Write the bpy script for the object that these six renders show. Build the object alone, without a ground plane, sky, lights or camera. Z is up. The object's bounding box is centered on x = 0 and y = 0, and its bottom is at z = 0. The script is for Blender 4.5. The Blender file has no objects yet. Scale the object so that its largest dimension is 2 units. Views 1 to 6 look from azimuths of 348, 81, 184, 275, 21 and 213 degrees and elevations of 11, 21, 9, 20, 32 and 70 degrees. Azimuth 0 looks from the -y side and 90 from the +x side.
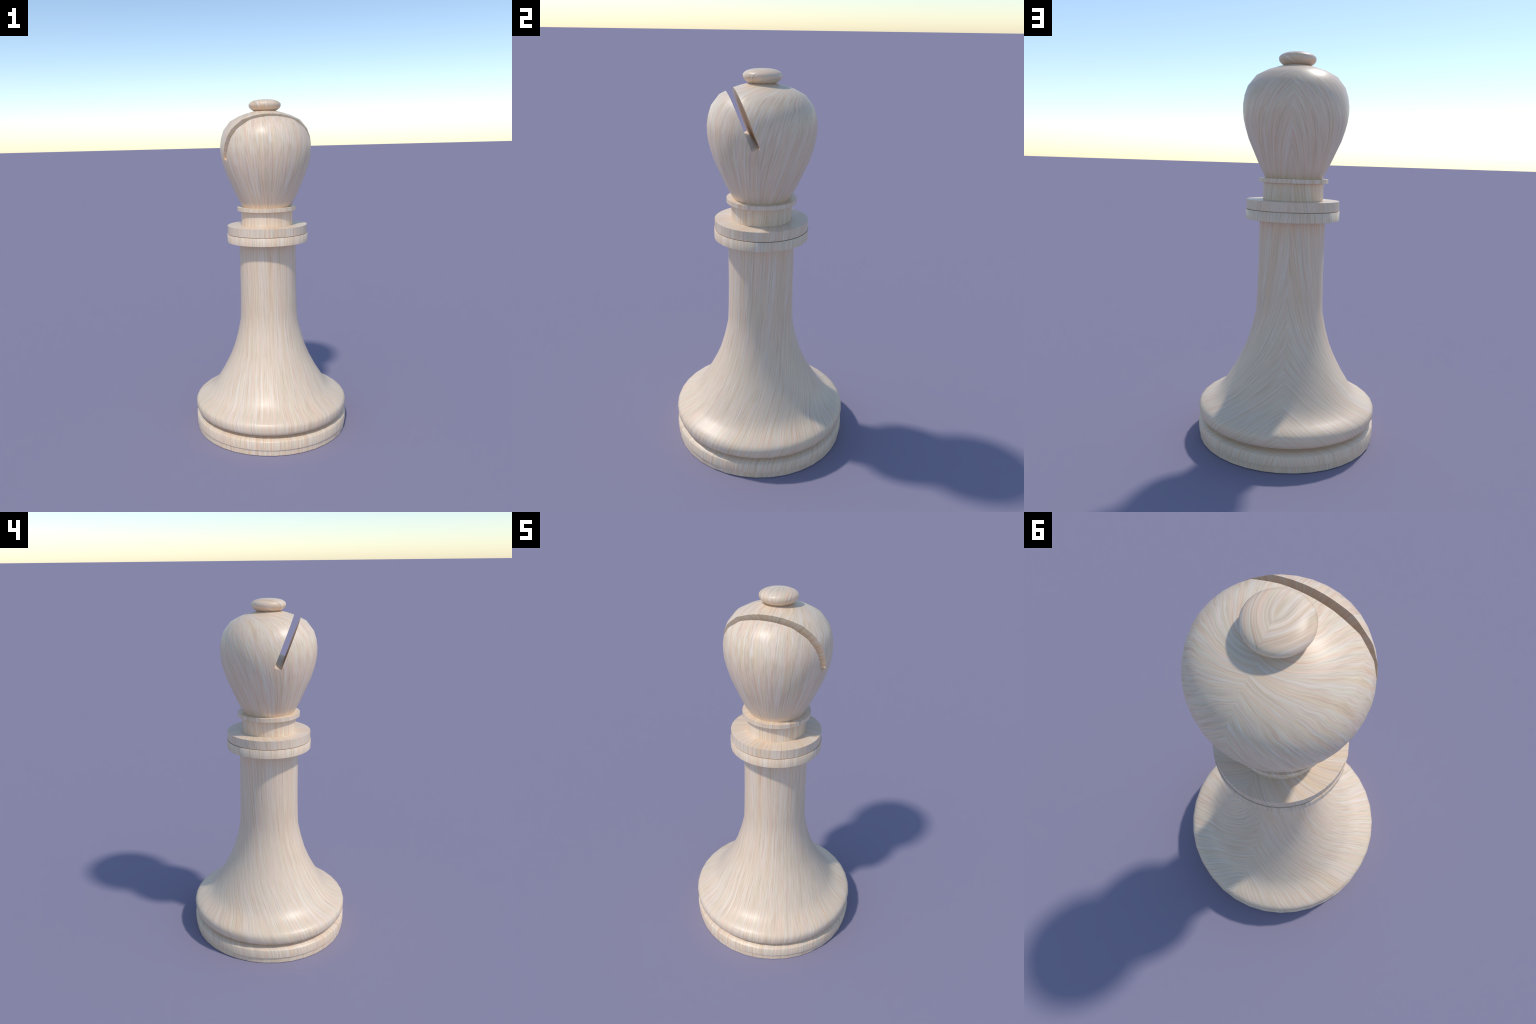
"""Turned pale-wood bishop chess piece: lathe profiles, a slanted slot cut in the
head, and a wood grain computed as if each part had been unrolled from a seam at
the back (+y), so the grain runs along the meridians in front and meets in a
chevron at the rear."""
import bpy, bmesh, math
from mathutils import Vector, Matrix

SEGMENTS = 36            # facets of the original turning
TAU = 2 * math.pi


# ------------------------------------------------------------------ geometry
def lathe(profile, segments=SEGMENTS):
    """Revolve (radius, height) pairs, listed from the bottom to the top."""
    bm = bmesh.new()
    rings = []
    for r, z in profile:
        if r < 1e-5:
            rings.append([bm.verts.new((0, 0, z))])
        else:
            rings.append([bm.verts.new((r * math.cos(TAU * k / segments),
                                        r * math.sin(TAU * k / segments), z))
                          for k in range(segments)])
    for a, b in zip(rings, rings[1:]):
        for k in range(segments):
            j = (k + 1) % segments
            if len(a) == 1:
                bm.faces.new((a[0], b[j], b[k]))
            elif len(b) == 1:
                bm.faces.new((a[k], a[j], b[0]))
            else:
                bm.faces.new((a[k], a[j], b[j], b[k]))
    if len(rings[0]) > 1:
        bm.faces.new(list(reversed(rings[0])))
    if len(rings[-1]) > 1:
        bm.faces.new(rings[-1])
    bmesh.ops.recalc_face_normals(bm, faces=bm.faces)
    return bm


def mesh_from(bm, name):
    me = bpy.data.meshes.new(name)
    bm.to_mesh(me)
    bm.free()
    return me


def smooth_by_angle(me, degrees):
    me.polygons.foreach_set("use_smooth", [True] * len(me.polygons))
    me.set_sharp_from_angle(angle=math.radians(degrees))


def part(name, me, material, parent):
    ob = bpy.data.objects.new(name, me)
    bpy.context.scene.collection.objects.link(ob)
    me.materials.clear()
    me.materials.append(material)
    ob.parent = parent
    return ob


# ------------------------------------------------------------------ material
class Nodes:
    """Small helper for writing shader maths."""

    def __init__(self, tree):
        self.t = tree

    def new(self, kind, **props):
        n = self.t.nodes.new(kind)
        for k, v in props.items():
            setattr(n, k, v)
        return n

    def put(self, socket, value):
        if isinstance(value, bpy.types.NodeSocket):
            self.t.links.new(value, socket)
        else:
            socket.default_value = value

    def math(self, op, a, b=0.0, c=0.0):
        n = self.new("ShaderNodeMath", operation=op)
        for s, v in zip(n.inputs, (a, b, c)):
            self.put(s, v)
        return n.outputs[0]

    def curve(self, x, points):
        """Piecewise curve through (x, y) points (y kept in 0..1)."""
        n = self.new("ShaderNodeFloatCurve")
        lo, hi = points[0][0], points[-1][0]
        c = n.mapping.curves[0]
        pts = [((px - lo) / (hi - lo), py) for px, py in points]
        while len(c.points) < len(pts):
            c.points.new(0.5, 0.5)
        for p, (px, py) in zip(c.points, pts):
            p.location = (px, py)
            p.handle_type = "AUTO"
        n.mapping.use_clip = False
        n.mapping.update()
        n.inputs["Factor"].default_value = 1.0
        u = self.math("DIVIDE", self.math("SUBTRACT", x, lo), hi - lo)
        self.put(n.inputs["Value"], self.math("MINIMUM", self.math("MAXIMUM", u, 0.0), 1.0))
        return n.outputs[0]

    def vec(self, x, y, z=0.0):
        n = self.new("ShaderNodeCombineXYZ")
        for s, v in zip(n.inputs, (x, y, z)):
            self.put(s, v)
        return n.outputs[0]

    def noise(self, vector, detail=2.0, rough=0.5, scale=1.0):
        n = self.new("ShaderNodeTexNoise", noise_dimensions="3D")
        self.put(n.inputs["Vector"], vector)
        n.inputs["Scale"].default_value = scale
        n.inputs["Detail"].default_value = detail
        n.inputs["Roughness"].default_value = rough
        return n.outputs[0]

    def ramp(self, fac, stops):
        n = self.new("ShaderNodeValToRGB")
        el = n.color_ramp.elements
        while len(el) < len(stops):
            el.new(0.5)
        for e, (p, col) in zip(el, stops):
            e.position = p
            e.color = (*col, 1.0) if len(col) == 3 else col
        self.put(n.inputs[0], fac)
        return n.outputs[0]

    def mix(self, fac, a, b, blend="MIX"):
        n = self.new("ShaderNodeMix", data_type="RGBA", blend_type=blend)
        self.put(n.inputs[0], fac)
        self.put(n.inputs[6], a)
        self.put(n.inputs[7], b)
        return n.outputs[2]


def wood(name, width, along, coarse=1.0, seed=0.0, fan=0.0, stretch=1.0, crowd=0.5):
    """Pale ash-like wood.
    width(N, r, z) -> half-width of the unrolled sheet per radian at this place
    along(N, r, z) -> distance along the grain
    fan            -> opening of the sheet round the pole (0: straight strip)
    crowd          -> how much the lines crowd towards the seam
    stretch        -> length of the streaks relative to their width"""
    mat = bpy.data.materials.new(name)
    mat.use_nodes = True
    t = mat.node_tree
    t.nodes.clear()
    N = Nodes(t)
    out = N.new("ShaderNodeOutputMaterial")
    bsdf = N.new("ShaderNodeBsdfPrincipled")
    t.links.new(bsdf.outputs[0], out.inputs[0])
    co = N.new("ShaderNodeTexCoord").outputs["Object"]
    sep = N.new("ShaderNodeSeparateXYZ")
    t.links.new(co, sep.inputs[0])
    x, y, z = sep.outputs
    r = N.math("SQRT", N.math("ADD", N.math("MULTIPLY", x, x), N.math("MULTIPLY", y, y)))
    theta = N.math("ARCTAN2", x, N.math("MULTIPLY", y, -1.0))     # 0 in front, seam behind
    w = width(N, r, z)
    h = along(N, r, z)
    if fan:
        a = N.math("MULTIPLY", theta, fan)
        across = N.math("MULTIPLY", w, N.math("DIVIDE", N.math("SINE", a), fan))
        h = N.math("SUBTRACT", h, N.math("MULTIPLY", w, N.math("COSINE", a)))
    else:
        across = N.math("MULTIPLY", w, theta)
    # the sheet is squeezed towards the seam: the lines crowd there (their course is unchanged)
    squared = N.math("MULTIPLY", across, across)
    across = N.math("MULTIPLY", across, N.math("MULTIPLY_ADD", squared, crowd, 1.0))
    across = N.math("DIVIDE", across, coarse)
    h = N.math("DIVIDE", h, coarse)

    # slow wander and a finer fibre wiggle of the grain lines
    slow = N.noise(N.vec(N.math("MULTIPLY", across, 7.0), N.math("MULTIPLY", h, 1.6), seed), 1.0)
    fine = N.noise(N.vec(N.math("MULTIPLY", across, 190.0), N.math("MULTIPLY", h, 50.0), seed + 3.1), 1.0)
    g = N.math("ADD", across, N.math("MULTIPLY", N.math("SUBTRACT", slow, 0.5), 0.004))
    g = N.math("ADD", g, N.math("MULTIPLY", N.math("SUBTRACT", fine, 0.5), 0.0011))

    def streak(f, ratio, s, detail=2.0, rough=0.55):
        return N.noise(N.vec(N.math("MULTIPLY", g, f), N.math("MULTIPLY", h, f / (ratio * stretch)), seed + s),
                       detail, rough)

    broad = streak(46.0, 90.0, 11.0, 2.0)
    medium = streak(115.0, 55.0, 23.0, 2.0)
    thin = streak(250.0, 42.0, 37.0, 2.0)
    hue = streak(80.0, 26.0, 51.0, 1.0)
    light = streak(150.0, 70.0, 71.0, 1.0)

    v = N.math("ADD", N.math("MULTIPLY", medium, 0.38), N.math("MULTIPLY", thin, 0.52))
    v = N.math("ADD", v, N.math("MULTIPLY", broad, 0.30))            # about 0.6 on average
    tone = N.ramp(v, [(0.44, WOOD_DARK), (0.56, WOOD_MID), (0.66, WOOD_PALE), (0.78, WOOD_CREAM)])
    # slight drift of hue between pinkish and olive streaks
    tint = N.ramp(hue, [(0.34, TINT_PINK), (0.5, (1, 1, 1)), (0.66, TINT_OLIVE)])
    col = N.mix(1.0, tone, tint, "MULTIPLY")
    # long bands that alternate between peach and pale grey
    band = N.ramp(streak(64.0, 110.0, 91.0, 1.0), [(0.38, TINT_PEACH), (0.62, TINT_COOL)])
    col = N.mix(1.0, col, band, "MULTIPLY")
    # thin cream fibres
    m = N.ramp(light, [(0.60, (0, 0, 0)), (0.72, (1, 1, 1))])
    col = N.mix(N.math("MULTIPLY", m, 0.45), col, (*WOOD_FIBRE, 1.0))
    t.links.new(col, bsdf.inputs["Base Color"])
    bsdf.inputs["Roughness"].default_value = ROUGHNESS
    bsdf.inputs["Specular IOR Level"].default_value = SPECULAR
    bump = N.new("ShaderNodeBump")
    bump.inputs["Strength"].default_value = 0.04
    bump.inputs["Distance"].default_value = 0.002
    t.links.new(thin, bump.inputs["Height"])
    t.links.new(bump.outputs[0], bsdf.inputs["Normal"])
    return mat


WOOD_DARK = (0.652, 0.493, 0.345)
WOOD_MID = (0.776, 0.598, 0.424)
WOOD_PALE = (0.832, 0.661, 0.488)
WOOD_CREAM = (0.878, 0.740, 0.595)
WOOD_FIBRE = (0.860, 0.795, 0.700)
TINT_PINK = (1.028, 0.968, 0.966)
TINT_OLIVE = (0.983, 1.003, 0.950)
TINT_PEACH = (1.010, 0.965, 0.920)
TINT_COOL = (0.995, 1.025, 1.075)
ROUGHNESS = 0.40
SPECULAR = 0.5


def strip(a, b_r=0.0, c_z=0.0):
    """Unrolled half-width a + b*r + c*z."""
    return lambda N, r, z: N.math("ADD", N.math("MULTIPLY_ADD", r, b_r, a), N.math("MULTIPLY", z, c_z))


def axial(N, r, z):
    return N.math("SUBTRACT", z, r)


# ------------------------------------------------------------------ the piece
piece = bpy.data.objects.new("chess_bishop", None)
bpy.context.scene.collection.objects.link(piece)
piece["label"] = "turned pale wooden bishop chess piece with slotted head"
piece["category"] = "chess piece"

# foot: thin slab the piece stands on
foot = mesh_from(lathe([(0.4662, 0.0), (0.4662, 0.0335)]), "foot")
smooth_by_angle(foot, 40)
part("foot", foot, wood("foot_wood", strip(0.36, 0.0, -0.05), axial, 1.0, 1.0), piece)

# base ring: overhangs the foot by a hair, its top slopes into the groove
ring = mesh_from(lathe([(0.4640, 0.0343), (0.4716, 0.0343), (0.4716, 0.0808), (0.4686, 0.0850),
                        (0.4400, 0.0960), (0.4150, 0.1020), (0.4040, 0.1080), (0.4020, 0.1160)]), "base_ring")
smooth_by_angle(ring, 40)
part("base_ring", ring, wood("base_ring_wood", strip(0.245, 0.25, -0.08), axial, 1.0, 2.0), piece)

# stem: straight shaft that flares into the rounded flange
stem_profile = [(0.4000, 0.1150), (0.4500, 0.1158), (0.4645, 0.1225), (0.4706, 0.1400), (0.4716, 0.1640),
                (0.4670, 0.1785), (0.4560, 0.1880), (0.4400, 0.1976), (0.4200, 0.2072), (0.3950, 0.2200),
                (0.3700, 0.2385), (0.3450, 0.2660), (0.3200, 0.3068), (0.2960, 0.3450), (0.2755, 0.3830),
                (0.2485, 0.4360), (0.2220, 0.5000), (0.1970, 0.5860), (0.1776, 0.6760), (0.1742, 0.7500),
                (0.1716, 0.9000), (0.1712, 1.0400), (0.1714, 1.1680)]
stem = mesh_from(lathe(stem_profile), "stem")
smooth_by_angle(stem, 60)


def stem_width(N, r, z):
    return N.curve(z, [(0.10, 0.266), (0.13, 0.260), (0.187, 0.250), (0.30, 0.225), (0.45, 0.200),
                       (0.60, 0.184), (0.75, 0.174), (1.17, 0.160)])


part("stem", stem, wood("stem_wood", stem_width, axial, 0.60, 3.0, fan=0.33, stretch=1.6, crowd=1.1), piece)

# double collar; the lower disc is shaded as if gently crowned
lower = mesh_from(lathe([(0.1690, 1.1670), (0.2428, 1.1670), (0.2434, 1.2152), (0.1500, 1.2152)]), "collar_disc")
lower.polygons.foreach_set("use_smooth", [True] * len(lower.polygons))
custom = []
for p in lower.polygons:
    side = abs(p.normal.z) < 0.5
    for li in p.loop_indices:
        co = lower.vertices[lower.loops[li].vertex_index].co
        if side:
            lift = 1.0 if co.z > 1.19 else 0.05
            custom.append(Vector((co.x, co.y, 0)).normalized().lerp(Vector((0, 0, 1)), 0.0) + Vector((0, 0, 0.45 * lift)))
            custom[-1].normalize()
        else:
            custom.append(p.normal.copy())
lower.normals_split_custom_set(custom)
part("collar_disc", lower, wood("collar_wood", strip(0.26, 0.0, -0.03), axial, 1.05, 4.0), piece)
upper = mesh_from(lathe([(0.1500, 1.2140), (0.2290, 1.2140), (0.2290, 1.2182), (0.2402, 1.2182), (0.2400, 1.2658), (0.1500, 1.2658)]), "collar_disc.001")
smooth_by_angle(upper, 40)
part("collar_disc", upper, wood("upper_collar_wood", strip(0.21, 0.22, -0.06), axial, 1.05, 5.0), piece)

# neck and its thin ring
neck = mesh_from(lathe([(0.1556, 1.2662), (0.1556, 1.3545)]), "neck")
smooth_by_angle(neck, 40)
part("neck", neck, wood("neck_wood", strip(0.215, 0.0, -0.05), axial, 0.9, 6.0), piece)
nring = mesh_from(lathe([(0.1400, 1.3550), (0.1784, 1.3550), (0.1784, 1.3762), (0.1400, 1.3762)]), "neck_ring")
smooth_by_angle(nring, 40)
part("neck_ring", nring, wood("neck_ring_wood", strip(0.22, 0.2, -0.08), axial, 0.95, 7.0), piece)

# head: onion-shaped, cut by a slanted slot
head_profile = [(0.1462, 1.3766), (0.1662, 1.4150), (0.1840, 1.4500), (0.2108, 1.5100), (0.2362, 1.5670),
                (0.2535, 1.6220), (0.2640, 1.6650), (0.2685, 1.7050), (0.2686, 1.7420), (0.2622, 1.7840),
                (0.2475, 1.8280), (0.2075, 1.8790), (0.1570, 1.9055), (0.1080, 1.9225), (0.0560, 1.9360),
                (0.0, 1.9420)]
head = bpy.data.objects.new("head", mesh_from(lathe(head_profile), "head"))
bpy.context.scene.collection.objects.link(head)
tilt = math.radians(20.8)
bm = bmesh.new()
bmesh.ops.create_cube(bm, size=1.0)
for v in bm.verts:          # the floor of the cutter sits at its local z = 0
    v.co = Vector((v.co.x * 0.9, v.co.y * 0.0388, (v.co.z + 0.5) * 0.55))
cut = bpy.data.objects.new("slot_cutter", mesh_from(bm, "slot_cutter"))
cut.matrix_world = Matrix.Translation((0, -0.0637, 1.6608)) @ Matrix.Rotation(tilt, 4, "X")
bpy.context.scene.collection.objects.link(cut)
boo = head.modifiers.new("slot", "BOOLEAN")
boo.operation, boo.solver, boo.object = "DIFFERENCE", "EXACT", cut
bpy.context.view_layer.update()
dg = bpy.context.evaluated_depsgraph_get()
me = bpy.data.meshes.new_from_object(head.evaluated_get(dg))
me.name = "head"
head.modifiers.clear()
head.data = me
bpy.data.objects.remove(cut)

# outside: smooth normals of the turned profile; slot walls: flat
slopes = []
for i, (r, z) in enumerate(head_profile):
    a = head_profile[max(i - 1, 0)]
    b = head_profile[min(i + 1, len(head_profile) - 1)]
    slopes.append((z, math.atan2(a[0] - b[0], b[1] - a[1])))
slopes[-1] = (slopes[-1][0], math.pi / 2)


def lean(z):
    for (z0, s0), (z1, s1) in zip(slopes, slopes[1:]):
        if z <= z1:
            f = min(max((z - z0) / (z1 - z0), 0), 1)
            return s0 + (s1 - s0) * f
    return slopes[-1][1]


axis_n = Vector((0, math.cos(tilt), math.sin(tilt)))
axis_u = Vector((0, -math.sin(tilt), math.cos(tilt)))
me.polygons.foreach_set("use_smooth", [True] * len(me.polygons))
custom = []
for p in me.polygons:
    rel = Vector((0, -0.0637, 1.6608))
    flat = (p.center - rel).dot(axis_u) > -1e-3 and abs((p.center - rel).dot(axis_n)) < 0.0200 \
        or p.normal.z < -0.95
    for li in p.loop_indices:
        c = me.vertices[me.loops[li].vertex_index].co
        if flat:
            custom.append(p.normal.copy())
        else:
            s = lean(c.z)
            d = Vector((c.x, c.y, 0))
            d = d.normalized() if d.length > 1e-4 else Vector((0, 0, 0))
            custom.append((d * math.cos(s) + Vector((0, 0, math.sin(s)))).normalized())
me.normals_split_custom_set(custom)


def head_width(N, r, z):
    return N.curve(z, [(1.376, 0.252), (1.50, 0.241), (1.62, 0.230), (1.70, 0.221), (1.78, 0.208), (1.83, 0.196),
                       (1.879, 0.178), (1.906, 0.146), (1.922, 0.104), (1.942, 0.04)])


me.materials.clear()
me.materials.append(wood("head_wood", head_width, axial, 1.3, 8.0, stretch=0.34, crowd=0.8))
head.parent = piece

# knob: flattened ball on top
knob_profile = [(0.0400, 1.9280), (0.0560, 1.9320), (0.0690, 1.9368), (0.0800, 1.9435), (0.0885, 1.9515),
                (0.0940, 1.9610), (0.0945, 1.9735), (0.0870, 1.9825), (0.0780, 1.9884),
                (0.0650, 1.9935), (0.0470, 1.9974), (0.0250, 1.9994), (0.0, 2.0)]
knob = mesh_from(lathe(knob_profile), "knob")
smooth_by_angle(knob, 80)


def knob_width(N, r, z):
    below = N.math("LESS_THAN", z, 1.968)
    under = N.math("SUBTRACT", 0.195, r)
    return N.math("ADD", N.math("MULTIPLY", below, under),
                  N.math("MULTIPLY", N.math("SUBTRACT", 1.0, below), N.math("ADD", r, 0.003)))


part("knob", knob, wood("knob_wood", knob_width, lambda N, r, z: z, 1.6, 9.0, fan=0.75, stretch=0.4, crowd=4.0), piece)
